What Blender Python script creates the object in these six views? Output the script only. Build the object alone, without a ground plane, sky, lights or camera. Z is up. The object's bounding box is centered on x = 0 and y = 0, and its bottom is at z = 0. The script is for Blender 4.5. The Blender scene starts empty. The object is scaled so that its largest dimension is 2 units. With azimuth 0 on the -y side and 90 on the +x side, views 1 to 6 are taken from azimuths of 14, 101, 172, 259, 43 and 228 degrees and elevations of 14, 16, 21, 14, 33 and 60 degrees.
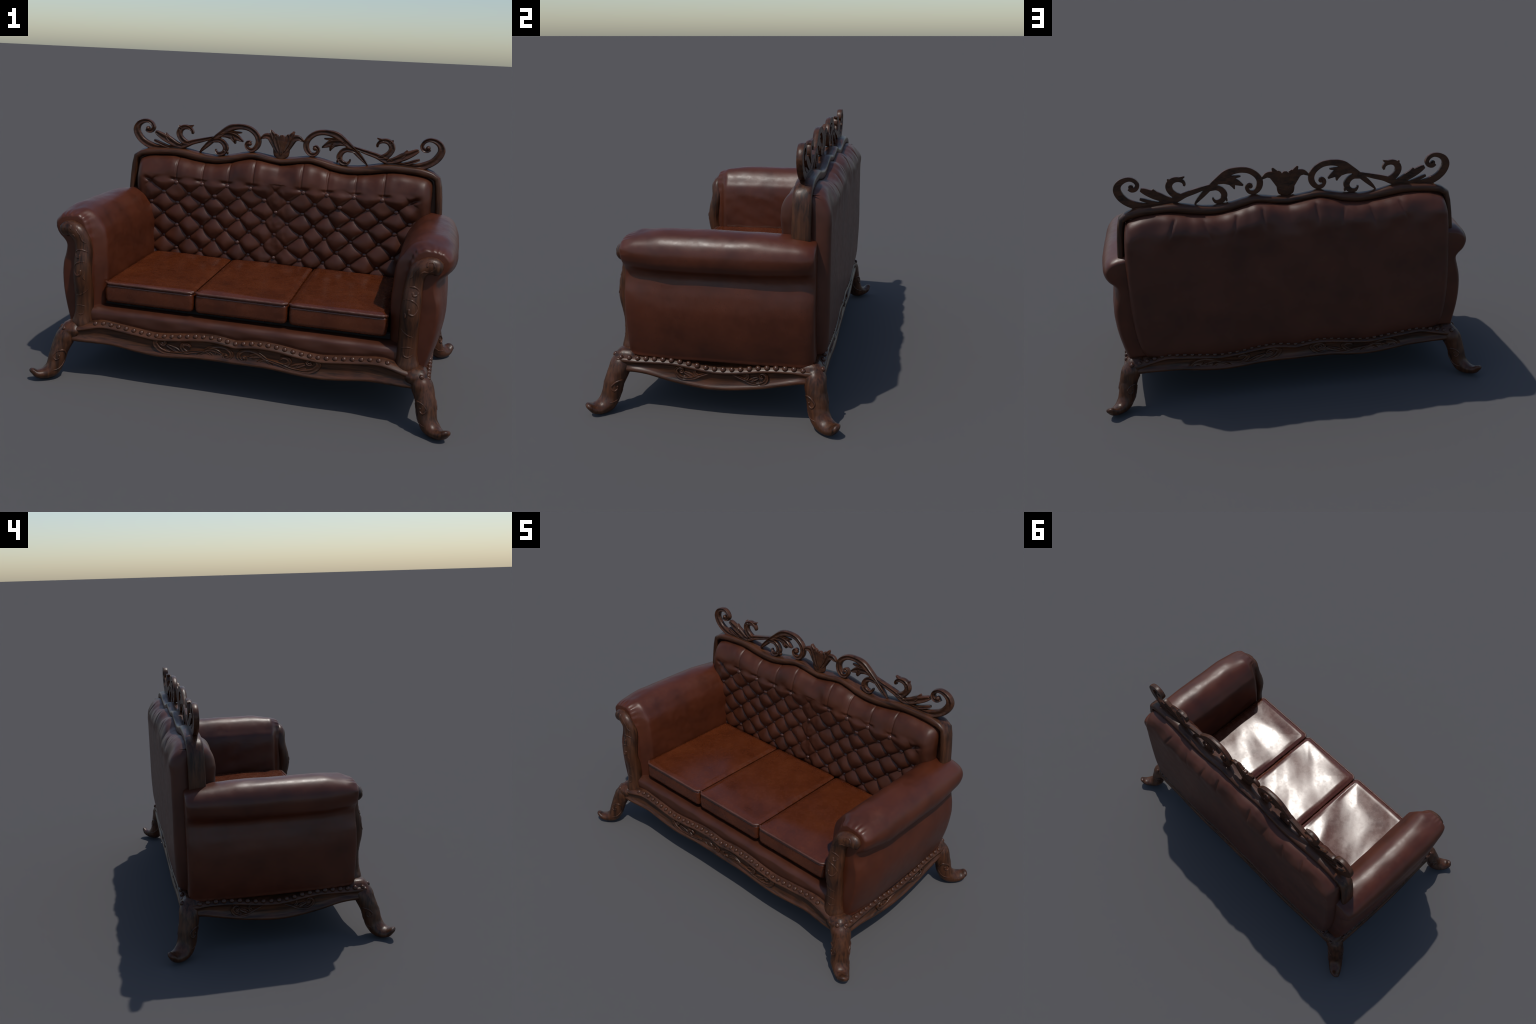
# Carved wooden three-seat sofa with brown leather upholstery and a tufted back.
import bpy, math, random
import numpy as np
from mathutils import Vector, noise
from mathutils.geometry import tessellate_polygon

random.seed(7)
rng = np.random.default_rng(7)


# ------------------------------------------------------------------ helpers
def smoothstep(a, b, x):
    t = np.clip((np.asarray(x, float) - a) / (b - a), 0, 1)
    return t * t * (3 - 2 * t)


def lerp_table(x, xs, ys):
    return np.interp(x, xs, ys)


def spline(points, n, closed=False):
    """Catmull-Rom through the control points, n samples evenly by index."""
    P = np.array(points, float)
    k = len(P)
    if closed:
        Q = np.vstack([P[-1], P, P[0], P[1]])
        segs = k
    else:
        Q = np.vstack([2 * P[0] - P[1], P, 2 * P[-1] - P[-2]])
        segs = k - 1
    t = np.linspace(0, segs, n, endpoint=not closed)
    i = np.minimum(t.astype(int), segs - 1)
    f = (t - i)[:, None]
    a, b, c, d = Q[i], Q[i + 1], Q[i + 2], Q[i + 3]
    return 0.5 * (2 * b + (c - a) * f + (2 * a - 5 * b + 4 * c - d) * f ** 2 + (3 * b - a - 3 * c + d) * f ** 3)


def even(points, n, closed=False):
    """Resample a spline at equal arc length (columns beyond the 3rd ride along)."""
    S = spline(points, 24 * len(points), closed)
    if closed:
        S = np.vstack([S, S[0]])
    d = np.r_[0, np.cumsum(np.linalg.norm(np.diff(S[:, :3] if S.shape[1] > 2 else S, axis=0), axis=1))]
    t = np.linspace(0, d[-1], n, endpoint=not closed)
    return np.stack([np.interp(t, d, S[:, j]) for j in range(S.shape[1])], 1)


def profile(points, n=500):
    """Dense, monotone-in-x version of a control polygon, for np.interp."""
    P = spline(points, n)
    P[:, 0] = np.maximum.accumulate(P[:, 0])
    return P


def smooth_line(xs, ys):
    """Cubic interpolation of a symmetric profile given for x >= 0."""
    pts = profile(list(zip(xs, ys)), 400)
    return lambda x: np.interp(np.abs(x), pts[:, 0], pts[:, 1])


def fbm(p, scale, octaves=3, seed=0.0):
    return noise.fractal(Vector((p[0] * scale + seed, p[1] * scale + seed * 1.7, p[2] * scale - seed)), 1.0, 2.0, octaves)


ROOT = bpy.data.objects.new("leather_sofa", None)
bpy.context.scene.collection.objects.link(ROOT)
ROOT["label"] = "dark carved wood sofa with tufted brown leather"
ROOT["category"] = "sofa"


def link(ob, parent):
    bpy.context.scene.collection.objects.link(ob)
    ob.parent = parent or ROOT
    return ob


def make(name, verts, faces, mat, parent=None, sharp=None):
    me = bpy.data.meshes.new(name)
    me.from_pydata([tuple(map(float, v)) for v in verts], [], faces)
    me.validate()
    me.materials.append(mat)
    import bmesh
    bm = bmesh.new()
    bm.from_mesh(me)
    bmesh.ops.recalc_face_normals(bm, faces=bm.faces)
    bm.to_mesh(me)
    bm.free()
    me.shade_smooth()
    if sharp:
        me.set_sharp_from_angle(angle=math.radians(sharp))
    return link(bpy.data.objects.new(name, me), parent)


def copy_of(ob, name, loc, rot=None, scale=None, parent=None):
    c = ob.copy()
    c.name = name
    c.location = loc
    if rot is not None:
        c.rotation_mode = 'QUATERNION'
        c.rotation_quaternion = rot
    if scale is not None:
        c.scale = scale
    return link(c, parent or ob.parent)


class Geo:
    """Collects lofts and grids into one mesh."""

    def __init__(self):
        self.v, self.f = [], []

    def loft(self, rings, closed_ring=True, cap=True, closed_path=False):
        base, n = len(self.v), len(rings[0])
        for r in rings:
            self.v.extend([tuple(p) for p in r])
        m = len(rings)
        for i in range(m if closed_path else m - 1):
            for j in range(n if closed_ring else n - 1):
                a, b = base + i * n, base + ((i + 1) % m) * n
                k = (j + 1) % n
                self.f.append((a + j, a + k, b + k, b + j))
        if cap and not closed_path:
            for ring_i in (0, m - 1):
                c = len(self.v)
                self.v.append(tuple(np.mean(np.array(rings[ring_i]), axis=0)))
                a = base + ring_i * n
                for j in range(n):
                    self.f.append((a + j, a + (j + 1) % n, c))
        return self

    def done(self, name, mat, parent=None, sharp=None):
        return make(name, self.v, self.f, mat, parent, sharp)


def tube(geo, path, radii, sides=16, up=(0, 0, 1), squash=1.0, ends=True):
    """Round sweep with parallel frames; ends rounded off."""
    P = np.array(path, float)
    R = np.array(radii, float)
    T = np.gradient(P, axis=0)
    T /= np.linalg.norm(T, axis=1)[:, None]
    N = np.array(up, float)
    rings = []
    for i in range(len(P)):
        N = N - T[i] * (N @ T[i])
        N /= np.linalg.norm(N)
        B = np.cross(T[i], N)
        a = np.linspace(0, 2 * math.pi, sides, endpoint=False)
        q = squash[i] if np.ndim(squash) else squash
        rings.append(P[i] + R[i] * (np.cos(a)[:, None] * N + q * np.sin(a)[:, None] * B))
    if ends:
        def cap(i, sgn):
            c, out = P[i], []
            for s in (0.35, 0.7, 0.92):
                out.append(c + (rings[i] - c) * math.sqrt(1 - s * s) + sgn * T[i] * R[i] * s * 0.8)
            return out
        rings = cap(0, -1)[::-1] + rings + cap(len(P) - 1, 1)
    geo.loft(rings)


# ---------------------------------------------------------------- materials
def new_mat(name):
    m = bpy.data.materials.new(name)
    m.use_nodes = True
    nt = m.node_tree
    return m, nt, nt.nodes["Principled BSDF"]


def node(nt, kind, **props):
    n = nt.nodes.new(kind)
    for k, v in props.items():
        if k in n.inputs:
            n.inputs[k].default_value = v
        else:
            setattr(n, k, v)
    return n


def ramp(nt, fac, stops):
    r = nt.nodes.new("ShaderNodeValToRGB")
    el = r.color_ramp.elements
    while len(el) < len(stops):
        el.new(0.5)
    for e, (p, c) in zip(el, stops):
        e.position = p
        e.color = (c[0], c[1], c[2], 1) if not isinstance(c, (int, float)) else (c, c, c, 1)
    nt.links.new(fac, r.inputs[0])
    return r.outputs[0]


def leather(name, deep, mid, light, rough=(0.3, 0.42), spec=0.5, speckle=0.5, dent=0.06, pores=0.05):
    m, nt, bsdf = new_mat(name)
    L = nt.links.new
    co = nt.nodes.new("ShaderNodeTexCoord").outputs["Object"]
    big = node(nt, "ShaderNodeTexNoise", Scale=7.0, Detail=5.0, Roughness=0.58)
    L(co, big.inputs["Vector"])
    base = ramp(nt, big.outputs[0], [(0.28, deep), (0.5, mid), (0.74, light)])
    # fine dark flecks worn into the hide
    fleck = node(nt, "ShaderNodeTexNoise", Scale=210.0, Detail=3.0, Roughness=0.7)
    L(co, fleck.inputs["Vector"])
    zone = node(nt, "ShaderNodeTexNoise", Scale=14.0, Detail=3.0)
    L(co, zone.inputs["Vector"])
    mul = node(nt, "ShaderNodeMath", operation='MULTIPLY')
    L(ramp(nt, fleck.outputs[0], [(0.56, 0.0), (0.68, 1.0)]), mul.inputs[0])
    L(ramp(nt, zone.outputs[0], [(0.42, 0.0), (0.66, speckle)]), mul.inputs[1])
    mix = node(nt, "ShaderNodeMix", data_type='RGBA')
    L(mul.outputs[0], mix.inputs[0])
    L(base, mix.inputs[6])
    mix.inputs[7].default_value = (deep[0] * 0.45, deep[1] * 0.5, deep[2] * 0.6, 1)
    L(mix.outputs[2], bsdf.inputs["Base Color"])
    rn = node(nt, "ShaderNodeTexNoise", Scale=28.0, Detail=6.0, Roughness=0.7)
    L(co, rn.inputs["Vector"])
    L(ramp(nt, rn.outputs[0], [(0.3, rough[0]), (0.7, rough[1])]), bsdf.inputs["Roughness"])
    bsdf.inputs["Specular IOR Level"].default_value = spec
    grain = node(nt, "ShaderNodeTexVoronoi", Scale=420.0)
    L(co, grain.inputs["Vector"])
    b1 = node(nt, "ShaderNodeBump", Strength=pores, Distance=0.002)
    L(grain.outputs["Distance"], b1.inputs["Height"])
    soft = node(nt, "ShaderNodeTexNoise", Scale=16.0, Detail=3.0)
    L(co, soft.inputs["Vector"])
    b2 = node(nt, "ShaderNodeBump", Strength=dent, Distance=0.01)
    L(soft.outputs[0], b2.inputs["Height"])
    L(b1.outputs[0], b2.inputs["Normal"])
    L(b2.outputs[0], bsdf.inputs["Normal"])
    return m


def wood(name, stretch, dark, mid, light, rough=(0.30, 0.46), bump=0.25):
    """stretch: noise frequency per axis; small along the grain."""
    m, nt, bsdf = new_mat(name)
    L = nt.links.new
    co = nt.nodes.new("ShaderNodeTexCoord").outputs["Object"]
    mp = node(nt, "ShaderNodeMapping")
    mp.inputs["Scale"].default_value = stretch
    L(co, mp.inputs["Vector"])
    g = node(nt, "ShaderNodeTexNoise", Scale=1.0, Detail=6.0, Roughness=0.65, Distortion=0.4)
    L(mp.outputs[0], g.inputs["Vector"])
    blot = node(nt, "ShaderNodeTexNoise", Scale=9.0, Detail=3.0)
    L(co, blot.inputs["Vector"])
    base = ramp(nt, g.outputs[0], [(0.36, dark), (0.50, mid), (0.64, light)])
    mix = node(nt, "ShaderNodeMix", data_type='RGBA')
    L(ramp(nt, blot.outputs[0], [(0.45, 0.0), (0.7, 0.55)]), mix.inputs[0])
    L(base, mix.inputs[6])
    mix.inputs[7].default_value = (light[0] * 1.15, light[1] * 0.95, light[2] * 0.85, 1)
    L(mix.outputs[2], bsdf.inputs["Base Color"])
    L(ramp(nt, g.outputs[0], [(0.3, rough[1]), (0.7, rough[0])]), bsdf.inputs["Roughness"])
    b = node(nt, "ShaderNodeBump", Strength=bump, Distance=0.003)
    L(g.outputs[0], b.inputs["Height"])
    L(b.outputs[0], bsdf.inputs["Normal"])
    bsdf.inputs["Specular IOR Level"].default_value = 0.32
    return m


SEAT_LEATHER = leather("seat_leather", (0.054, 0.0113, 0.0031), (0.078, 0.0168, 0.0044), (0.098, 0.0228, 0.0063), (0.21, 0.33), 0.54, 0.22, 0.015, 0.004)
ARM_LEATHER = leather("arm_leather", (0.050, 0.0112, 0.0040), (0.074, 0.0165, 0.0056), (0.094, 0.0220, 0.0078), (0.33, 0.46), 0.42, 0.75)
BACK_LEATHER = leather("tufted_leather", (0.036, 0.0095, 0.0038), (0.060, 0.0158, 0.0062), (0.080, 0.0215, 0.0085), (0.36, 0.50), 0.34, 0.4)
REAR_LEATHER = leather("rear_leather", (0.054, 0.0165, 0.0090), (0.074, 0.0220, 0.0115), (0.092, 0.0275, 0.0145), (0.40, 0.52), 0.34, 0.6)
APRON_LEATHER = leather("apron_leather", (0.042, 0.0120, 0.0055), (0.056, 0.0158, 0.0070), (0.068, 0.0195, 0.0090), (0.36, 0.48), 0.38, 0.35)
WOODC = ((0.016, 0.0060, 0.0028), (0.049, 0.0178, 0.0076), (0.078, 0.0295, 0.0130))
WOOD_X = wood("carved_wood_lengthwise", (5, 60, 75), *WOODC)
WOOD_Y = wood("carved_wood_crosswise", (60, 5, 75), *WOODC)
WOOD_Z = wood("carved_wood_upright", (70, 70, 4.5), *WOODC)
WOOD_C = wood("carved_wood_crest", (22, 60, 60), *WOODC, rough=(0.3, 0.46))
NAIL_MAT = wood("nail_head", (40, 40, 40), (0.036, 0.0140, 0.0070), (0.060, 0.0230, 0.0120), (0.082, 0.032, 0.017), rough=(0.25, 0.33), bump=0.05)
BUTTON_MAT = leather("button_leather", (0.055, 0.0205, 0.0140), (0.07, 0.0270, 0.0185), (0.085, 0.0320, 0.0220), (0.28, 0.38), 0.5, 0.2)
PALE_EDGE = leather("pale_edge_leather", (0.062, 0.0180, 0.0085), (0.085, 0.0270, 0.0150), (0.112, 0.0430, 0.0290), (0.38, 0.5), 0.5, 0.4)
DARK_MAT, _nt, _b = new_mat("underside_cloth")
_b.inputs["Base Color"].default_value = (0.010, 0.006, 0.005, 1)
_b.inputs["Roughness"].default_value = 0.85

# ---------------------------------------------------------- shared profiles
# underside of the wooden top rail and its crown, as a function of |x|
rail_under = smooth_line([0, .06, .15, .21, .28, .352, .41, .47, .59, .70, .76, .805, .86],
                         [1.018, 1.025, 1.038, 1.028, 1.008, .997, .998, 1.004, 1.022, 1.019, 1.010, 1.000, .985])
rail_crown = smooth_line([0, .07, .154, .21, .28, .35, .41, .47, .56, .70, .76, .81, .86],
                         [1.055, 1.063, 1.075, 1.068, 1.052, 1.042, 1.044, 1.053, 1.068, 1.064, 1.056, 1.043, 1.03])
# line of nails along front and rear rail, and its lower edge
nail_front = smooth_line([0, .04, .08, .117, .155, .194, .233, .311, .389, .428, .505, .585, .66, .70, .76, .80, .847],
                         [.276, .282, .288, .290, .289, .286, .281, .270, .264, .266, .274, .283, .290, .286, .272, .262, .250])
rail_low = smooth_line([0, .08, .18, .26, .34, .39, .43, .50, .61, .70, .80, .86],
                       [.181, .183, .181, .173, .167, .166, .168, .175, .189, .193, .196, .197])
nail_side = lambda y: np.interp(y, *zip(*spline([(-.46, .25), (-.426, .25), (-.35, .251), (-.27, .254), (-.19, .254), (-.116, .245),
                                                 (-.036, .232), (.03, .229), (.118, .236), (.229, .252), (.349, .256), (.41, .25), (.46, .248)], 300)))
side_low = lambda y: .004 + np.interp(y, *zip(*spline([(-.46, .19), (-.41, .188), (-.31, .180), (-.187, .152), (-.06, .133), (.04, .131),
                                                (.176, .146), (.278, .166), (.388, .190), (.46, .19)], 300)))

# -------------------------------------------------------------------- legs
# centre line and radius of a leg: (x, y at the front, y at the rear, z, radius)
LEG_SPINE = [(.826, .425, .432, .222, .032), (.838, .430, .437, .220, .044), (.855, .438, .443, .207, .0490), (.867, .444, .446, .185, .0475), (.879, .457, .452, .150, .0440), (.886, .467, .458, .120, .0425),
             (.893, .474, .463, .085, .0415), (.902, .483, .472, .057, .0395), (.917, .495, .486, .038, .0370), (.940, .515, .510, .0275, .0275), (.963, .536, .536, .031, .0205), (.9775, .5470, .5485, .045, .0145)]


# half width across the leg: the foot spreads into a broad, flat, upturned toe
LEG_WIDE = [.034, .046, .0505, .0495, .0475, .0470, .0470, .0465, .0450, .0410, .0350, .0270]


def corner_block(g, sx, sy, depth):
    """the pad on which two rails, the leg and the arm post run together"""
    cx, cy = .828, depth - .032
    rings = []
    for z, hx, hy in ((.190, .026, .026), (.204, .040, .042), (.222, .051, .057), (.238, .055, .063), (.248, .055, .063), (.256, .051, .058), (.268, .044, .048), (.278, .032, .035), (.283, .014, .016)):
        ring = []
        for a in np.linspace(0, 2 * math.pi, 40, endpoint=False):
            c, s = math.cos(a), math.sin(a)
            ring.append((sx * (cx + hx * np.sign(c) * abs(c) ** .62), sy * (cy + hy * np.sign(s) * abs(s) ** .62), z))
        rings.append(ring)
    g.loft(rings)


def fused(g, name, mat, voxel=.0036, smooth=9):
    """voxel union of overlapping closed lofts, relaxed so that the parts flow into each other"""
    ob = g.done(name, mat)
    r = ob.modifiers.new("fuse", 'REMESH')
    r.mode, r.voxel_size, r.use_smooth_shade = 'VOXEL', voxel, True
    m = ob.modifiers.new("relax", 'SMOOTH')
    m.factor, m.iterations = .5, smooth
    dg = bpy.context.evaluated_depsgraph_get()
    me = bpy.data.meshes.new_from_object(ob.evaluated_get(dg))
    old = ob.data
    ob.modifiers.clear()
    ob.data = me
    co = np.empty(len(me.vertices) * 3)
    me.vertices.foreach_get("co", co)
    co = co.reshape(-1, 3)
    sink = co[:, 2].min()
    co[:, 2] -= sink * np.clip((.20 - co[:, 2]) / .20, 0, 1)
    co[:, 2] -= min(0, co[:, 2].min())
    me.vertices.foreach_set("co", co.ravel())
    me.update()
    bpy.data.meshes.remove(old)
    me.name = name
    me.shade_smooth()
    return ob


def build_leg(sx, sy):
    S = even([(x, yf if sy < 0 else yr, z, r * (1.04 if sy > 0 else 1), w) for (x, yf, yr, z, r), w in zip(LEG_SPINE, LEG_WIDE)], 60)
    path = S[:, :3] * np.array([sx, sy, 1])
    R = S[:, 3]
    d = Vector((.76 * sx, .65 * sy, 0))
    side = np.array(d.cross(Vector((0, 0, 1))))
    g = Geo()
    tube(g, path, S[:, 4], 32, up=side, squash=R / S[:, 4])
    V = np.array(g.v)
    V[:, 2] -= V[:, 2].min()
    for i, v in enumerate(V):
        w = .0016 * fbm(v, 26, 3, 3.1 + sx + 2 * sy)
        V[i] = v + np.array([w, w, 0])
    g.v = [tuple(v) for v in V]
    corner_block(g, sx, sy, .442 if sy < 0 else .450)
    leg = fused(g, "leg", WOOD_Z)
    # shallow carved curl on both flanks: (distance out from the shank axis, height, bead)
    curl = [(.030, .052, .002), (-.012, .060, .0035), (-.030, .090, .0045), (-.028, .125, .0045), (-.006, .150, .005), (.020, .146, .005), (.030, .124, .0045), (.018, .106, .0045), (.004, .112, .0045), (.006, .126, .0055)]
    scroll = Geo()
    for flank in (-1, 1):
        C = even([(u, 0, z, w) for u, z, w in curl], 60)
        pts = []
        for u, _, z, w in C:
            k = int(np.argmin(np.abs(S[:, 2] - z) + (S[:, 2] < .05)))
            h = S[k, 4] * math.sqrt(max(1 - (u / S[k, 3]) ** 2, .02))
            pts.append(path[k] * np.array([1, 1, 0]) + np.array([d[0], d[1], 0]) * u + np.array([0, 0, z]) + flank * side * (h - .0012))
        tube(scroll, pts, C[:, 3], 8, up=side)
    scroll.done("leg_scroll", WOOD_Z, leg)
    return leg


for sx in (-1, 1):
    for sy in (1, -1):
        build_leg(sx, sy)

# --------------------------------------------------------- base rails (wood)
# cross-section: (outward offset, blend towards the nail line [1] or the low edge [0], extra height)
RAIL_SECTION = [(-.060, 1, .016), (-.030, 1, .014), (-.012, 1, .006), (.004, 1, -.004), (.012, 1, -.011), (.014, 1, -.016), (.009, 1, -.0205),
                (.003, 1, -.024), (.001, .62, -.010), (.001, .35, .004), (.006, 0, .020), (.012, 0, .014), (.0145, 0, .007),
                (.012, 0, .000), (.004, 0, -.004), (-.012, 0, -.001), (-.045, 0, .006), (-.060, 0, .030)]


def build_rail(name, axis, sgn, length, offset, top, low, mat):
    n = 180
    g = Geo()
    rings = []
    for s in np.linspace(-length, length, n):
        t, b = float(top(s)), float(low(s))
        ring = []
        for o, w, e in RAIL_SECTION:
            # panel recess closes towards the corners, where rail and leg flow together
            fade = smoothstep(length, length - .10, abs(s))
            oo = o if o > .0125 or o < 0 else o * fade + .012 * (1 - fade)
            z = b + (t - b) * w + e
            if axis == 'x' and sgn < 0 and o > -.02:
                oo += .020 * float(smoothstep(.60, .79, abs(s)))
            p = (s, sgn * (offset + oo), z) if axis == 'x' else (sgn * (offset + oo), s, z)
            ring.append(p)
        rings.append(ring)
    sec_n = len(RAIL_SECTION)
    fine = [even([tuple(p) for p in r], 54, closed=True) for r in rings]
    g.loft(fine)
    return g.done(name, mat)


RAIL_Y, REAR_Y, RAIL_X = .429, .469, .879
front_rail = build_rail("base_rail", 'x', -1, .838, RAIL_Y, nail_front, rail_low, WOOD_X)
rear_rail = build_rail("base_rail", 'x', 1, .85, REAR_Y, lambda x: nail_front(x) - .004, lambda x: rail_low(x) + .010, WOOD_X)
right_rail = build_rail("base_rail", 'y', 1, .445, RAIL_X, nail_side, side_low, WOOD_Y)
left_rail = build_rail("base_rail", 'y', -1, .445, RAIL_X, nail_side, side_low, WOOD_Y)

# ------------------------------------------------------------ brass-like nails
dome = Geo()
prof = [(.0124, -.004), (.0134, 0.0), (.0130, .0036), (.0112, .0076), (.0076, .0106), (.0029, .0120)]
dome.loft([[(r * math.cos(a), r * math.sin(a), h) for a in np.linspace(0, 2 * math.pi, 16, endpoint=False)] for r, h in prof])
nail0 = dome.done("nail", NAIL_MAT, front_rail)
first = True


def nail(p, nrm, parent):
    global first
    q = Vector((0, 0, 1)).rotation_difference(Vector(nrm))
    s = random.uniform(.88, .99)
    if first:
        nail0.location, nail0.rotation_mode, nail0.rotation_quaternion = p, 'QUATERNION', q
        first = False
    else:
        copy_of(nail0, "nail", p, q, (s, s, s), parent)


for i in range(37):
    x = -.701 + 1.402 * i / 36
    nail((x, -RAIL_Y + .003 - .020 * float(smoothstep(.60, .79, abs(x))) * .6, nail_front(x)), (0, -.75, .55), front_rail)
for i in range(43):
    x = -.81 + 1.62 * i / 42
    nail((x, REAR_Y - .003, nail_front(x) - .004), (0, .75, .55), rear_rail)
for i in range(22):
    y = -.427 + .82 * i / 21
    for s, par in ((1, right_rail), (-1, left_rail)):
        nail((s * (RAIL_X + .001), y, float(nail_side(y))), (s * .75, 0, .55), par)
for s in (-1, 1):
    nail((s * .853, -.4620, .2540), (s * .45, -.6, .65), front_rail)
    nail((s * .850, .475, .254), (s * .5, .6, .55), rear_rail)

# ------------------------------------------------ carved scrollwork (shared)
# strokes of one half of the crest: rows of (x, z, half width) on the left side
STROKES = {
    "end_volute": [(-.690, 1.060, .013), (-.738, 1.066, .019), (-.784, 1.087, .019), (-.814, 1.117, .020), (-.827, 1.150, .019), (-.818, 1.178, .016),
                   (-.793, 1.196, .013), (-.763, 1.201, .0105), (-.739, 1.190, .010), (-.728, 1.169, .010), (-.737, 1.151, .011), (-.755, 1.147, .012), (-.769, 1.157, .012)],
    "stem": [(-.735, 1.063, .008), (-.675, 1.060, .014), (-.600, 1.066, .016), (-.546, 1.083, .017), (-.502, 1.101, .014), (-.445, 1.117, .012), (-.372, 1.138, .007)],
    "curl": [(-.515, 1.094, .010), (-.550, 1.104, .016), (-.571, 1.125, .016), (-.578, 1.147, .0165), (-.570, 1.168, .016), (-.550, 1.180, .014), (-.527, 1.180, .012),
             (-.509, 1.170, .009), (-.502, 1.156, .0075), (-.504, 1.146, .005)],
    "curl_barb": [(-.570, 1.168, .012), (-.577, 1.180, .007), (-.581, 1.188, .003)],
    "curl_tip": [(-.535, 1.181, .010), (-.512, 1.187, .007), (-.498, 1.193, .003)],
    "leaf": [(-.560, 1.076, .010), (-.600, 1.088, .017), (-.640, 1.107, .021), (-.675, 1.123, .018), (-.702, 1.138, .0135), (-.715, 1.1445, .0085)],
    "leaf_barb": [(-.628, 1.104, .014), (-.645, 1.123, .010), (-.657, 1.142, .004)],
    "leaflet": [(-.630, 1.066, .008), (-.672, 1.078, .009), (-.705, 1.091, .0085), (-.723, 1.098, .006)],
    "arch_volute": [(-.458, 1.050, .004), (-.440, 1.070, .009), (-.415, 1.094, .0125), (-.378, 1.127, .014), (-.337, 1.159, .017), (-.290, 1.191, .0185), (-.236, 1.203, .0150),
                    (-.185, 1.197, .0145), (-.147, 1.172, .015), (-.130, 1.140, .0155), (-.135, 1.108, .015), (-.158, 1.085, .012), (-.184, 1.088, .0105),
                    (-.196, 1.108, .0095), (-.186, 1.124, .0105), (-.173, 1.118, .012)],
    "arch_leaf": [(-.345, 1.147, .008), (-.310, 1.155, .016), (-.280, 1.152, .020), (-.250, 1.144, .017), (-.225, 1.131, .009), (-.214, 1.124, .004)],
    "arch_barb": [(-.278, 1.146, .014), (-.264, 1.127, .010), (-.258, 1.109, .003)],
    "arch_leaflet": [(-.315, 1.166, .008), (-.270, 1.170, .008), (-.240, 1.171, .0065), (-.224, 1.172, .004)],
    "drop_curl": [(-.392, 1.114, .008), (-.370, 1.121, .012), (-.345, 1.122, .013), (-.323, 1.110, .0145), (-.310, 1.086, .0155), (-.318, 1.062, .014), (-.337, 1.051, .012),
                  (-.355, 1.053, .009), (-.366, 1.066, .0055), (-.366, 1.075, .004)],
    "drop_barb": [(-.316, 1.075, .011), (-.303, 1.062, .007), (-.299, 1.050, .003)],
}


# groove profile across a stroke: (position across -1..1, depth 0 back .. 1 front)
def ribbon(geo, stroke, place, depth, lift=0.0, back=0.0, n=None, fat=1.03):
    S = even([(x, 0, z, w * fat) for x, z, w in stroke], n or max(14, 9 * len(stroke)))
    xz, W = S[:, [0, 2]], S[:, 3]
    T = np.gradient(xz, axis=0)
    T /= np.linalg.norm(T, axis=1)[:, None] + 1e-9
    N = np.stack([-T[:, 1], T[:, 0]], 1)
    sec = [(-.93, 0), (-1, .22), (-1, .52), (-.90, .80), (-.72, .95), (-.48, .97), (-.22, .88), (.05, .80), (.3, .84), (.52, .97), (.72, 1.0), (.90, .82), (1, .52), (1, .22), (.93, 0)]
    rings = []
    for i in range(len(S)):
        thin = .35 + .65 * min(1.0, W[i] / .010)
        rings.append([place(xz[i, 0] + N[i, 0] * W[i] * a, xz[i, 1] + N[i, 1] * W[i] * a, back + (depth * thin * b if b else 0) + (lift if b > .5 else 0)) for a, b in sec])
    geo.loft(rings)


def boss(geo, x, z, r, place, depth):
    rings = []
    for s, h in ((1, 0), (1, .55), (.88, .85), (.6, 1.08), (.25, 1.2)):
        rings.append([place(x + r * s * math.cos(a), z + r * s * math.sin(a), depth * h) for a in np.linspace(0, 2 * math.pi, 18, endpoint=False)])
    geo.loft(rings)


# ------------------------------------------------------------------ the crest
CREST_BACK = .375
crest = bpy.data.objects.new("crest", None)
link(crest, None)


def crest_place(mirror, y0=CREST_BACK):
    return lambda x, z, d: (x * mirror, y0 - d, z)


for mirror in (1, -1):
    for k, (nm, st) in enumerate(STROKES.items()):
        g = Geo()
        ribbon(g, st, crest_place(mirror, CREST_BACK - .0004 * k), .0265 - .0005 * (k % 5))
        if nm == "end_volute":
            boss(g, -.760, 1.160, .0120, crest_place(mirror, CREST_BACK - .0071), .020)
        if nm == "arch_volute":
            boss(g, -.178, 1.116, .0120, crest_place(mirror, CREST_BACK - .0071), .020)
        kind = "leaf" if "leaf" in nm or "barb" in nm or "tip" in nm else "scroll"
        g.done(kind, WOOD_C, crest, sharp=50)

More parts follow.
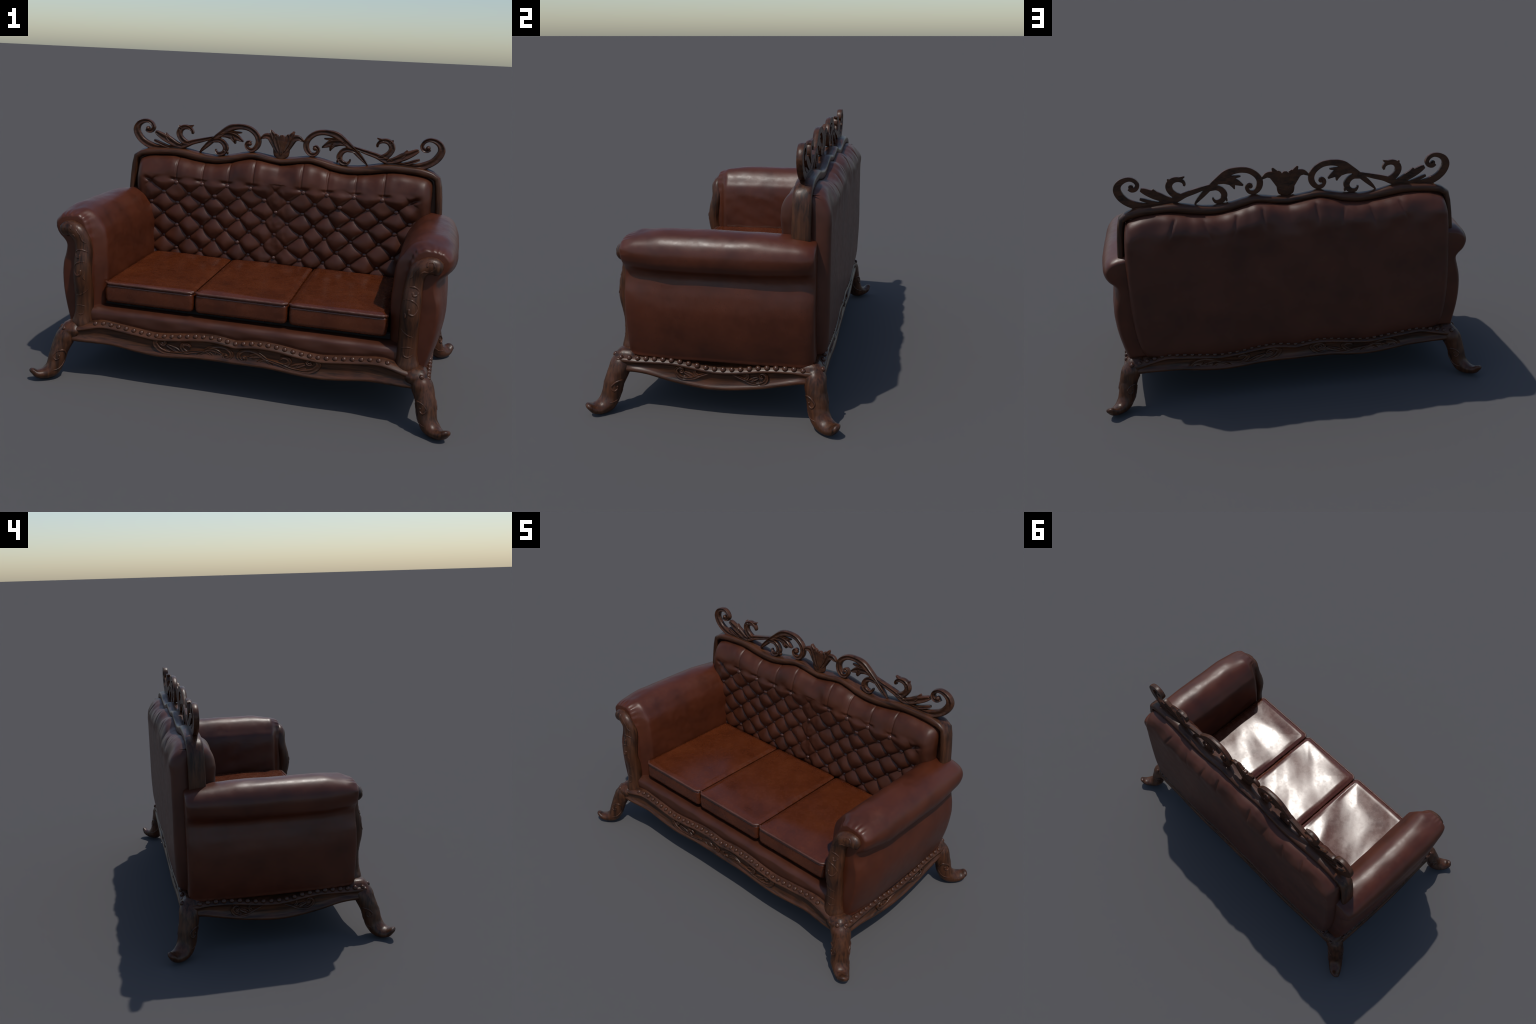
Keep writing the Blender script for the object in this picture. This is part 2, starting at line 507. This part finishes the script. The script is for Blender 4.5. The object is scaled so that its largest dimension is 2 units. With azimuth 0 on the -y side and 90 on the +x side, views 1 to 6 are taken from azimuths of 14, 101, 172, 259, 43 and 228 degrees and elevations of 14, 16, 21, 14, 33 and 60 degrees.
# tulip cup in the middle of the crest
cup = Geo()
body = [(0, 1.050, .016), (0, 1.060, .036), (0, 1.075, .043), (0, 1.095, .0455), (0, 1.118, .047), (0, 1.140, .049), (0, 1.158, .046), (0, 1.168, .036)]
S = even([(x, 0, z, w) for x, z, w in body], 30)
rings = []
for x, _, z, w in S:
    ring = []
    for a in np.linspace(0, 2 * math.pi, 36, endpoint=False):
        c, s = math.cos(a), math.sin(a)
        flute = .004 * math.cos(4 * a) * smoothstep(1.085, 1.14, z) if s < 0 else 0
        ring.append((w * np.sign(c) * abs(c) ** .7, .3525 + (.0095 + flute) * np.sign(s) * abs(s) ** .6, z))
    rings.append(ring)
cup.loft(rings)
cup_ob = cup.done("cup", WOOD_C, crest, sharp=60)
PETALS = {
    "outer": [(-.014, 1.078, .008), (-.030, 1.105, .016), (-.045, 1.135, .020), (-.066, 1.160, .018), (-.090, 1.164, .014), (-.107, 1.155, .009), (-.117, 1.147, .004)],
    "upper": [(-.018, 1.105, .008), (-.033, 1.140, .014), (-.046, 1.168, .014), (-.058, 1.187, .009), (-.064, 1.198, .004)],
    "middle": [(0, 1.092, .005), (0, 1.118, .013), (0, 1.145, .020), (0, 1.163, .017), (0, 1.172, .012), (0, 1.176, .007)],
    "inner": [(-.005, 1.076, .005), (-.014, 1.100, .012), (-.025, 1.128, .017), (-.032, 1.152, .017), (-.030, 1.170, .013), (-.026, 1.178, .008)],
}
for mirror in (1, -1):
    for k, (nm, st) in enumerate(PETALS.items()):
        if nm == "middle" and mirror < 0:
            continue
        g = Geo()
        front = {"outer": .0205, "upper": .0215, "lip": .018, "inner": .0225, "middle": .0195}[nm]
        ribbon(g, st, crest_place(mirror, .3630 - .0005 * k), front)
        g.done("petal", WOOD_C, cup_ob, sharp=50)
boss_g = Geo()
ribbon(boss_g, [(0, 1.068, .004), (0, 1.082, .009), (0, 1.098, .007), (0, 1.118, .004)], crest_place(1, .3450), .007)
boss_g.done("petal", WOOD_C, cup_ob)

# ---------------------------------------------- relief carving on the rails
for mirror in (1, -1):
    g = Geo()
    for k, st in enumerate(STROKES.values()):
        ribbon(g, [(x, z, w * 1.3) for x, z, w in st],
               lambda x, z, d: (mirror * (-.009 + .541 * (x + .115)), -(RAIL_Y - .003) - d, .184 + .45 * (z - 1.045)), .0135, back=-.0004 * k)
    boss(g, -.757, 1.16, .016, lambda x, z, d: (mirror * (-.009 + .541 * (x + .115)), -(RAIL_Y - .003) - d, .184 + .45 * (z - 1.045)), .010)
    boss(g, -.178, 1.116, .016, lambda x, z, d: (mirror * (-.009 + .541 * (x + .115)), -(RAIL_Y - .003) - d, .184 + .45 * (z - 1.045)), .010)
    g.done("rail_carving", WOOD_X, front_rail, sharp=50)
    g = Geo()

    def rear_place(x, z, d):
        t = (x + .845) / .73
        return (mirror * (.076 + .489 * t), (REAR_Y - .003) + d, .199 + .43 * (z - 1.045) - .028 * t)
    for k, st in enumerate(STROKES.values()):
        ribbon(g, [(x, z, w * 1.3) for x, z, w in st], rear_place, .0140, back=-.0004 * k)
    boss(g, -.757, 1.16, .016, rear_place, .010)
    boss(g, -.178, 1.116, .016, rear_place, .010)
    g.done("rail_carving", WOOD_X, rear_rail, sharp=50)
    for sgn_y in (-1, 1):
        g = Geo()

        def side_place(x, z, d):
            t = (x + .845) / .467
            y = (-.178 + .16 * t) if sgn_y < 0 else (.243 - .156 * t)
            return (mirror * (RAIL_X - .003 + d), y, .165 + .385 * (z - 1.045) + .012 * t)
        for k, nm in enumerate(("end_volute", "stem", "curl", "curl_barb", "curl_tip", "leaf", "leaf_barb", "leaflet")):
            ribbon(g, [(x, z, w * 1.3) for x, z, w in STROKES[nm]], side_place, .0140, back=-.0004 * k)
        boss(g, -.757, 1.16, .014, side_place, .010)
        g.done("rail_carving", WOOD_Y, right_rail if mirror > 0 else left_rail, sharp=50)

# ----------------------------------------------------- underside and gap filler
def slab(name, x0, x1, y0, y1, z0, z1, mat, parent=None):
    g = Geo()
    r = .008
    rings = []
    for z, i in ((z0, r), (z0 + r, 0), (z1 - r, 0), (z1, r)):
        rings.append([(x0 + i, y0 + i, z), (x1 - i, y0 + i, z), (x1 - i, y1 - i, z), (x0 + i, y1 - i, z)])
    g.loft(rings)
    return g.done(name, mat, parent, sharp=40)


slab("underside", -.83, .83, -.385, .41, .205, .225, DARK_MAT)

# leather apron: bulging strip between nails and seat deck, running back under the cushions
apron = Geo()
rings = []
for x in np.linspace(-.77, .77, 160):
    n = float(nail_front(x)) + .004
    sec = [(-.370, n - .03), (-.404, n - .006), (-.4085, n + .010), (-.4110, n + .025), (-.4095, .333), (-.4030, .345), (-.3900, .3535), (-.370, .3575), (-.33, .3590), (.30, .3590), (.30, n - .03)]
    P = spline([(0, y, z) for y, z in sec[:9]], 40)
    P = np.vstack([P, [(0, .30, .359), (0, .30, n - .03)]])
    P[:, 0] = x
    P[:, 1] -= .0025 * math.sin(x * 31) * smoothstep(.30, .33, P[:, 2]) * (P[:, 1] < -.37)
    rings.append(P)
apron.loft(rings)
apron.done("apron", APRON_LEATHER, sharp=60)

slab("dark_gap_slab", -.70, .70, -.322, .28, .350, .388, DARK_MAT)  # near-black slab filling the slot beneath the cushions

# --------------------------------------------------------------- seat cushions
def cushion(x0, x1, seed):
    y0, y1, z0, z1 = -.379, .274, .381, .486
    nx, ny = 90, 120
    hx = (x1 - x0) / 2
    cx = (x0 + x1) / 2

    def side_profile(t):
        """inset from the outline for heights from bottom to top: rounded foot, slight belly, piped lip."""
        return np.interp(t, [0, .03, .08, .16, .5, .84, .885, .91, .94, .975, 1.0], [.022, .011, .005, .002, .000, .002, .0065, .0005, .0000, .003, .010])

    def outline(inset, n_side=60):
        r = .020
        a, b0, b1 = hx - inset, y0 + inset, y1 - inset
        pts = []
        for (px, py, s) in ((a - r, b0 + r, -90), (a - r, b1 - r, 0), (-a + r, b1 - r, 90), (-a + r, b0 + r, 180)):
            for k in range(9):
                ang = math.radians(s + 90 * k / 8)
                pts.append((px + r * math.cos(ang), py + r * math.sin(ang)))
        dense = []
        for i in range(len(pts)):
            p, q = np.array(pts[i]), np.array(pts[(i + 1) % len(pts)])
            m = max(1, int(np.linalg.norm(q - p) / .008))
            dense += [tuple(p + (q - p) * k / m) for k in range(m)]
        return dense

    base = outline(0)
    centre = np.array([0, (y0 + y1) / 2])
    half = np.array([hx, (y1 - y0) / 2])

    def top_z(x, y):
        e = min(hx - abs(x), y - y0, y1 - y)
        puff = .0035 * float(smoothstep(0, .022, e)) + .0040 * float(smoothstep(0, .16, e))
        w = float(smoothstep(.004, .045, e))
        p = (x + seed * 3.1, y * 1.0, seed)
        # long soft drag folds, running mostly front to back and curling
        ca, sa = math.cos(.5 + .5 * seed), math.sin(.5 + .5 * seed)
        u, v = ca * x + sa * y, -sa * x + ca * y
        u += .05 * noise.noise(Vector((x * 5 + seed, y * 5, 6.6)))
        v += .05 * noise.noise(Vector((x * 5, y * 5 + seed, 1.6)))
        fold = .0105 * noise.noise(Vector((u * 5.0 + seed * 5, v * 2.6, seed * 2))) + .0006 * noise.noise(Vector((u * 18, v * 7 + seed, 4.2)))
        return z1 + puff + (fold + .0025) * w + .007 * (y - y0) / (y1 - y0)

    rings = []
    for t in np.r_[np.linspace(0, .16, 9), np.linspace(.22, .80, 8), np.linspace(.84, 1, 11)]:
        ins = float(side_profile(t))
        ring = []
        for (bx, by) in base:
            d = np.array([bx, by]) - centre
            inn = np.clip(1 - ins / half, .5, 1.5)
            x, y = centre + d * inn
            # the piped lip is slightly ruffled by the stitches
            ruff = .0013 * noise.noise(Vector((x * 55 + seed * 9, y * 55, 1.3))) * float(smoothstep(.84, .9, t))
            ruff += .0012 * noise.noise(Vector((x * 14 + seed, y * 14, t * 3)))
            z = z0 + (z1 - z0 - .001) * t + ruff + .007 * t * (y - y0) / (y1 - y0)
            ring.append((x + ruff, y + ruff, z))
        rings.append(ring)
    for k in np.linspace(0, 1, 46)[1:-1]:
        s = 1 - k
        ring = []
        for (x, y, z) in rings[27]:
            q = centre + (np.array([x, y]) - centre) * s
            zz = top_z(*q)
            ring.append((q[0], q[1], zz if k > .04 else .5 * (zz + z)))
        rings.append(ring)
    rings = [[(p[0] + cx, p[1], p[2]) for p in r] for r in rings]
    g = Geo()
    g.loft(rings)
    seat = g.done("seat_cushion", SEAT_LEATHER)
    # pale, slightly ruffled band along the front top edge
    band = Geo()
    xs_p = np.linspace(-hx + .004, hx - .004, 90)
    path, rad = [], []
    for bx in xs_p:
        turn = .016 * float(smoothstep(hx - .030, hx - .004, abs(bx)) ** 2)
        path.append((bx + cx, y0 + .0015 + turn, z1 - .0052 + .0011 * noise.noise(Vector((bx * 34 + seed, 0, 2))) + .0007 * noise.noise(Vector((bx * 110 + seed, 0, 8)))))
        rad.append(.0064 + .0013 * noise.noise(Vector((bx * 50 + seed * 4, 1, 5))))
    tube(band, path, rad, 12, up=(0, 0, 1))
    band.done("pale_edge_band", PALE_EDGE, seat)
    return seat


cushion(-.682, -.2300, 0.3)
cushion(-.2240, .2240, 1.0)
cushion(.2300, .682, 1.9)

# ------------------------------------------------------------------- armrests
ARM_MID = [(.715, .27), (.700, .34), (.688, .45), (.684, .55), (.686, .64), (.690, .69), (.700, .732), (.718, .763), (.742, .796), (.772, .823), (.804, .837), (.838, .841), (.872, .838), (.908, .825),
           (.938, .797), (.955, .757), (.954, .718), (.940, .687), (.917, .666), (.907, .646), (.913, .610), (.922, .565), (.928, .51), (.925, .45), (.916, .39), (.902, .33), (.886, .280), (.872, .258), (.800, .258)]
ARM_FRONT = [(.742, .27), (.736, .34), (.733, .45), (.733, .56), (.735, .64), (.739, .69), (.746, .735), (.756, .770), (.772, .798), (.796, .814), (.820, .818), (.845, .818), (.872, .814), (.902, .803),
             (.926, .783), (.937, .752), (.931, .720), (.916, .694), (.893, .671), (.883, .650), (.890, .610), (.902, .565), (.907, .51), (.904, .45), (.896, .39), (.884, .33), (.872, .280), (.864, .258), (.800, .258)]
DENSE = 6
sec_mid = spline(ARM_MID, DENSE * len(ARM_MID), closed=True)
sec_front = spline(ARM_FRONT, DENSE * len(ARM_FRONT), closed=True)
inner_share = smoothstep(11.5, 8.0, np.arange(len(sec_mid)) / DENSE) * smoothstep(28.6, 28.2, np.arange(len(sec_mid)) / DENSE)
sec = sec_front


def inset_ring(ring, d):
    T = np.roll(ring, -1, 0) - np.roll(ring, 1, 0)
    T /= np.linalg.norm(T, axis=1)[:, None]
    N = np.stack([T[:, 1], -T[:, 0]], 1)
    # inward: pointing to the inside of the clockwise outline
    return ring + N * np.asarray(d)[..., None]


area = .5 * np.sum(sec[:, 0] * np.roll(sec[:, 1], -1) - np.roll(sec[:, 0], -1) * sec[:, 1])
INW = 1 if area < 0 else -1


def build_arm(s):
    g = Geo()
    Y0, Y1 = -.394, .440
    stations = []
    R = .030
    for a in np.linspace(0, 90, 14):
        stations.append((Y0 + .068 - .068 * math.sin(math.radians(90 - a)), R * (1 - math.sin(math.radians(a)))))
    ys = np.linspace(Y0 + .068, Y1 - .07, 60)[1:-1]
    stations += [(y, 0.0) for y in ys]
    R2 = .034
    for a in np.linspace(0, 90, 14):
        stations.append((Y1 - .07 + .07 * math.sin(math.radians(a)), R2 * (1 - math.cos(math.radians(a)))))
    rings = []
    for y, ins in stations:
        w_in = float(smoothstep(-.372, -.322, y))
        w_out = float(smoothstep(Y0 + .01, -.20, y)) * (1 - .80 * float(smoothstep(.16, Y1 + .01, y)))
        w = (inner_share * w_in + (1 - inner_share) * w_out)[:, None]
        ring = inset_ring(sec_front + (sec_mid - sec_front) * w, INW * np.full(len(sec), ins * .8))
        out = []
        for k, (x, z2) in enumerate(ring):
            p = (x, y, z2)
            bump = .0022 * noise.noise(Vector((x * 9 + s * 5, y * 7, z2 * 9))) + .0010 * noise.noise(Vector((x * 22, y * 16 + s, z2 * 22)))
            # drag folds on the inner face
            if sec[k, 0] < .745 and z2 > .42:
                f = noise.noise(Vector((y * 4 + s * 2, (z2 + .45 * y) * 17, 2.0)))
                bump += .004 * f * float(smoothstep(-.36, -.2, y)) * float(smoothstep(.75, .66, z2))
            # gathers where the hide is pulled round the carved post
            ang = math.atan2(z2 - .73, x - .845)
            gather = .0016 * math.sin(ang * 17 + 1.3 * math.sin(ang * 5)) * float(smoothstep(-.335, -.375, y)) * float(smoothstep(.66, .72, z2))
            nx_, nz_ = x - .84, z2 - .6
            ln = math.hypot(nx_, nz_) + 1e-6
            out.append((s * (x + (bump + gather) * nx_ / ln), y, z2 + (bump + gather) * nz_ / ln))
        rings.append(np.array(out))
    g.loft(rings, cap=False)
    n = len(sec)
    for first_v in (0, len(g.v) - n):
        loop = [Vector((g.v[first_v + k][0], g.v[first_v + k][2], 0)) for k in range(n)]
        for tri in tessellate_polygon([loop]):
            g.f.append(tuple(first_v + k for k in tri))
    arm = g.done("armrest", ARM_LEATHER, sharp=70)

    # soft fold of hide tucked in beside the post
    fold = Geo()
    fp = even([(.846, -.360, .285, .010), (.852, -.368, .34, .015), (.856, -.371, .44, .017), (.858, -.371, .53, .016), (.856, -.369, .60, .014), (.868, -.362, .645, .009)], 40)
    tube(fold, fp[:, :3] * np.array([s, 1, 1]), fp[:, 3], 16, up=(0, 1, 0))
    fold.done("arm_fold", ARM_LEATHER, arm)

    # carved post with outward-curling head
    post = Geo()
    sp = [(.784, -.400, .268, .0500), (.782, -.399, .284, .0490), (.780, -.398, .304, .0450), (.778, -.396, .34, .042), (.777, -.398, .42, .041), (.776, -.416, .51, .041), (.776, -.410, .58, .0405), (.778, -.397, .64, .0385),
          (.786, -.396, .69, .0365), (.803, -.400, .722, .036), (.832, -.396, .738, .0355), (.856, -.394, .738, .035), (.870, -.393, .731, .033)]
    P = even(sp, 70)
    tube(post, P[:, :3] * np.array([s, 1, 1]), P[:, 3], 28, up=(0, -1, 0), squash=1.08)
    V = np.array(post.v)
    for i, v in enumerate(V):
        a = .0020 * noise.noise(Vector((v[0] * 60, v[1] * 60, v[2] * 6)))
        V[i] += a * np.array([1, 1, .3])
    post.v = [tuple(v) for v in V]
    post_ob = post.done("arm_post", WOOD_Z, arm)
    curls = [[(.737, .612, .003), (.752, .638, .004), (.782, .646, .0045), (.801, .632, .0045), (.798, .612, .0045), (.784, .608, .005), (.779, .620, .005)],
             [(.737, .578, .003), (.762, .592, .004), (.793, .580, .0045), (.806, .552, .0045), (.792, .526, .0045), (.772, .530, .005), (.770, .548, .0055)],
             [(.748, .500, .003), (.758, .515, .004), (.755, .530, .003)],
             [(.804, .418, .003), (.775, .428, .004), (.752, .446, .004), (.738, .466, .003)],
             [(.806, .460, .003), (.796, .440, .0035), (.800, .415, .003)],
             [(.806, .340, .003), (.785, .326, .004), (.768, .330, .004), (.764, .346, .003)],
             [(.806, .365, .003), (.780, .372, .0035), (.752, .366, .003)],
             [(.800, .690, .003), (.812, .716, .004), (.838, .716, .004), (.860, .732, .0045), (.853, .757, .004), (.832, .757, .0045), (.829, .742, .005)],
             [(.752, .675, .003), (.772, .690, .004), (.783, .715, .004), (.803, .742, .003)]]
    sc = Geo()
    for c in curls:
        C = even([(x, 0, z, r) for x, z, r in c], 36)
        pts = []
        for x, _, z, r in C:
            k = np.argmin((P[:, 0] - x) ** 2 + (P[:, 2] - z) ** 2)
            off = math.hypot(P[k, 0] - x, P[k, 2] - z)
            h = math.sqrt(max(P[k, 3] ** 2 - off ** 2, 2e-5))
            pts.append((s * x, P[k, 1] - h + .0034, z))
        tube(sc, pts, C[:, 3] * 1.35, 10, up=(0, -1, 0))
    sc.done("post_scroll", WOOD_Z, post_ob)
    return arm


build_arm(1)
build_arm(-1)

# ------------------------------------------------------------------ back frame
frame = Geo()
xs = np.r_[np.linspace(-.79, .79, 150)]
line = [(-.846, .770), (-.844, .83), (-.838, .90), (-.830, .965), (-.821, 1.006)]
mid = [(x, float(.5 * (rail_crown(x) + rail_under(x)))) for x in xs]
path = [(x + .000, z) for x, z in line] + mid + [(-x, z) for x, z in line[::-1]]
path = np.array(path)
T = np.gradient(path, axis=0)
T /= np.linalg.norm(T, axis=1)[:, None]
Nn = np.stack([-T[:, 1], T[:, 0]], 1)
rings = []
for (x, z), n in zip(path, Nn):
    top = abs(x) < .80
    h = .5 * float(rail_crown(x) - rail_under(x)) * .98 if top else .018
    h = .018 + (h - .018) * float(smoothstep(.82, .74, abs(x)))
    ring = []
    for a in np.linspace(0, 2 * math.pi, 28, endpoint=False):
        c, s = math.cos(a), math.sin(a)
        pr = .62
        ry, rn = .041 * np.sign(c) * abs(c) ** pr, h * np.sign(s) * abs(s) ** pr
        # chamfer the outer front edge a little, so the crown falls forward
        ring.append((x + n[0] * rn, .373 + ry, z + n[1] * rn - (.004 * top if ry < 0 and rn > 0 else 0)))
    rings.append(ring)
frame.loft(rings)
frame_ob = frame.done("back_frame", WOOD_X)
frame_ob.data.materials.append(WOOD_Z)
for f in frame_ob.data.polygons:
    f.material_index = 1 if abs(f.center.x) > .806 else 0
board = Geo()
rings = []
for x in np.linspace(-.828, .828, 120):
    zt = float(.5 * (rail_crown(x) + rail_under(x))) - .006 - .03 * float(smoothstep(.79, .83, abs(x)))
    rings.append([(x, .362, .42), (x, .384, .42), (x, .384, zt), (x, .362, zt)])
board.loft(rings)
board.done("back_board", WOOD_Z, frame_ob, sharp=40)

# -------------------------------------------------------- tufted back cushion
COLS = [0, .065, .143, .208, .271, .341, .412, .487, .558, .634, .708, .785, .86]
ROWS_Z = [1.010, .949, .888, .830, .772, .713, .650, .585, .521, .456, .39]     # row index -2 .. 8
HALF_W = .802


def col_index(x):
    return np.sign(x) * np.interp(np.abs(x), COLS, range(len(COLS)))


def row_index(z):
    return np.interp(-z, [-v for v in ROWS_Z], range(-2, len(ROWS_Z) - 2))


ROLL = profile([(0, .385), (.006, .352), (.018, .320), (.04, .296), (.075, .279), (.11, .2715), (.15, .2735), (.20, .281), (.25, .284), (.30, .284), (.40, .284), (.55, .284), (.7, .284)], 900)


def tuft_surface(x, z, ztop):
    """depth (y) of the front face."""
    dz = ztop - z
    y = np.interp(dz, ROLL[:, 0], ROLL[:, 1])
    wob = .006 * np.sin(41 * x + 23 * z) * np.sin(29 * z - 13 * x + 1)
    U, V = col_index(x + wob), row_index(z + wob * .8)
    p, q = (U + V) / 2, (U - V) / 2
    sp, sq = np.abs(np.sin(np.pi * p)), np.abs(np.sin(np.pi * q))
    pillow = (sp * sq) ** .50
    pillow = pillow * (1 + .38 * ((p - np.floor(p)) - (q - np.floor(q))))
    near = np.minimum(sp ** 2 + sq ** 2, 1)
    zone = smoothstep(.925, .880, z) * smoothstep(.755, .70, np.abs(x))
    centre = np.exp(-(x / .075) ** 2)
    amp = (1 - .50 * centre) * zone * (1 - .30 * smoothstep(.79, .86, z))
    y = y + .012 * smoothstep(.495, .455, z)
    y = y - amp * (.0215 * pillow - .0055) + amp * .013 * np.exp(-near / .06)
    # sagging lower half of each pillow
    y -= amp * .003 * np.sin(np.pi * 2 * (p - q)) * 0
    # pleats from the top buttons up to the rail
    pleat_zone = smoothstep(.895, .925, z)
    for xc in (.130, .267, .415, .562):
        d = np.abs(np.abs(x) - xc)
        y = y + pleat_zone * (.0072 * np.exp(-(d / .0042) ** 2))
        y = y - pleat_zone * .0035 * np.exp(-((d - .03) / .022) ** 2)
        # fold pulled over each top button
        y = y + .010 * np.exp(-((np.abs(x) - xc - .008) / .024) ** 2 - ((z - .905) / .0085) ** 2)
    y = y + .016 * np.exp(-((np.abs(x) - .722) / .020) ** 2 - ((z - .893 - .25 * (np.abs(x) - .72)) / .011) ** 2)
    y = y + .008 * np.exp(-((np.abs(x) - .70) / .030) ** 2 - ((z - .868) / .02) ** 2)
    # slack middle of the top roll
    y = y + .010 * np.exp(-(x / .05) ** 2 - ((z - .975) / .035) ** 2) - .006 * np.exp(-((np.abs(x) - .11) / .03) ** 2 - ((z - .965) / .03) ** 2)
    return y, centre * zone


nx, nz = 440, 220
tx = np.linspace(-1, 1, nx)
gx = HALF_W * np.sign(tx) * (1 - (1 - np.abs(tx)) ** 1.12)
tz = np.linspace(0, 1, nz)
tz = tz + .10 * np.sin(np.pi * tz) * tz * 0
XX = np.repeat(gx[None, :], nz, 0)
ZT = rail_under(XX) + .006 - .004 * smoothstep(.74, .80, np.abs(XX))
ZZ = .40 + (ZT - .40) * tz[:, None]
YY, CEN = tuft_surface(XX, ZZ, ZT)
# rounded vertical sides
e = HALF_W - np.abs(XX)
RR = .045
roundness = RR - np.sqrt(np.maximum(RR ** 2 - np.maximum(RR - e, 0) ** 2, 0))
YY = YY + roundness * 1.35
lump = np.zeros_like(YY)
for j in range(0, nz):
    for i in range(0, nx):
        if CEN[j, i] > .03:
            lump[j, i] = .011 * CEN[j, i] * noise.noise(Vector((gx[i] * 17, ZZ[j, i] * 14, .7))) + .0035 * CEN[j, i] * noise.noise(Vector((gx[i] * 38, ZZ[j, i] * 30, 3.7)))
        elif ZZ[j, i] > .90:
            lump[j, i] = .0095 * float(smoothstep(.90, .93, ZZ[j, i])) * noise.noise(Vector((gx[i] * 11, ZZ[j, i] * 9, 8.2))) + .0016 * noise.noise(Vector((gx[i] * 16, ZZ[j, i] * 16, 5.2)))
        else:
            lump[j, i] = .0016 * noise.noise(Vector((gx[i] * 16, ZZ[j, i] * 16, 5.2)))
YY = YY + lump
g = Geo()
for j in range(nz):
    for i in range(nx):
        g.v.append((XX[j, i], YY[j, i], ZZ[j, i]))
for j in range(nz - 1):
    for i in range(nx - 1):
        a = j * nx + i
        g.f.append((a, a + 1, a + nx + 1, a + nx))
# rim going back into the frame, then a flat rear
rim = [j * nx for j in range(nz)][::-1] + list(range(nx))[1:] + [j * nx + nx - 1 for j in range(1, nz)] + [(nz - 1) * nx + i for i in range(nx - 1)][::-1][:-1]
base = len(g.v)
for k in rim:
    v = g.v[k]
    g.v.append((v[0], .40, v[2]))
m = len(rim)
for k in range(m):
    g.f.append((rim[k], rim[(k + 1) % m], base + (k + 1) % m, base + k))
g.f.append(tuple(base + k for k in range(m)))
back_cushion = g.done("back_cushion", BACK_LEATHER)

# covered buttons
btn = Geo()
prof = [(.0112, -.005), (.0134, 0.0), (.0137, .0045), (.0116, .0092), (.0070, .0120), (.002, .0128)]
btn.loft([[(r * math.cos(a), -h, r * .9 * math.sin(a)) for a in np.linspace(0, 2 * math.pi, 18, endpoint=False)] for r, h in prof])
button0 = btn.done("tuft_button", BUTTON_MAT, back_cushion)
count = 0
for r, z in enumerate(ROWS_Z[2:9]):
    for c in range(-10, 11):
        if (c + r) % 2:
            continue
        x = math.copysign(COLS[abs(c)], c) if c else 0.0
        if abs(x) > .70 and r < 2 or abs(x) > .715:
            continue
        faint = abs(c) <= 0 and r in (0,)
        yb = float(tuft_surface(np.array(x), np.array(z), float(rail_under(x)) + .006)[0]) - .001
        s = random.uniform(.92, 1.08) * (.8 if abs(c) < 1 else 1)
        if faint:
            continue
        loc = (x + random.uniform(-.0015, .0015), yb, z + random.uniform(-.0015, .0015))
        if count == 0:
            button0.location = loc
        else:
            copy_of(button0, "tuft_button", loc, None, (s, s, s), back_cushion)
        count += 1

# ------------------------------------------------------------- rear back panel
nx, nz = 260, 140
tx = np.linspace(-1, 1, nx)
tz = np.linspace(0, 1, nz)
half = lambda z: np.interp(z, *zip(*spline([(.26, .765), (.30, .788), (.36, .805), (.446, .818), (.55, .825), (.70, .826), (.82, .823), (.92, .816), (.99, .808), (1.06, .80)], 200)))
REAR_RISE = profile([(0, .469), (.02, .481), (.06, .489), (.12, .492), (.25, .494), (.45, .493), (.8, .492)], 700)
REAR_TOP = profile([(0, .090), (.004, .066), (.014, .046), (.03, .029), (.06, .012), (.085, .003), (.12, 0), (.16, 0), (.25, 0), (.45, 0), (.9, 0)], 900)
V = []
for j in range(nz):
    for i in range(nx):
        u = tx[i]
        xa = abs(u) * .80
        ztop = float(rail_under(xa)) + .004 - .008 * float(smoothstep(.72, .80, xa))
        zb = float(nail_front(xa)) - .006 + .03 * float(smoothstep(.70, .79, xa))
        z = zb + (ztop - zb) * tz[j]
        x = u * float(half(z))
        dz = ztop - z
        y = float(np.interp(z - zb, REAR_RISE[:, 0], REAR_RISE[:, 1]))
        y -= float(np.interp(dz, REAR_TOP[:, 0], REAR_TOP[:, 1]))
        e = (1 - abs(u)) * .81
        y -= 1.35 * (.036 - math.sqrt(max(.036 ** 2 - max(.036 - e, 0) ** 2, 0)))
        # pleats under the top rail with shallow scallops between them
        for xc, lean_k, deep in (((.134, -.05, .0095), (.262, .25, .0070), (.425, -.35, .0060), (.565, .45, .0090)) if x > 0 else ((.134, .08, .0090), (.278, -.30, .0055), (.410, .30, .0070), (.560, .40, .0085))):
            d = abs(abs(x) - xc)
            lean = lean_k * (dz - .02)
            d2 = abs(abs(x) - xc - lean)
            y -= deep * math.exp(-(d2 / .007) ** 2) * float(smoothstep(.012, .03, dz) * smoothstep(.125, .06, dz))
            y += .004 * math.exp(-((d - .035) / .025) ** 2) * float(smoothstep(.14, .05, dz))
        y -= .006 * math.exp(-(x / .05) ** 2) * float(smoothstep(.16, .06, dz))
        y += .0018 * noise.noise(Vector((x * 7, z * 7, 9.1))) + .013 * float(smoothstep(.19, .06, dz)) * noise.noise(Vector((x * 9, z * 9, 2.1)))
        V.append((x, y, z))
g = Geo()
g.v = V
for j in range(nz - 1):
    for i in range(nx - 1):
        a = j * nx + i
        g.f.append((a, a + 1, a + nx + 1, a + nx))
rim = [j * nx for j in range(nz)][::-1] + list(range(nx))[1:] + [j * nx + nx - 1 for j in range(1, nz)] + [(nz - 1) * nx + i for i in range(nx - 1)][::-1][:-1]
base = len(g.v)
for k in rim:
    v = g.v[k]
    g.v.append((v[0], .372, v[2]))
m = len(rim)
for k in range(m):
    g.f.append((rim[k], rim[(k + 1) % m], base + (k + 1) % m, base + k))
g.f.append(tuple(base + k for k in range(m)))
g.done("back_panel", REAR_LEATHER)
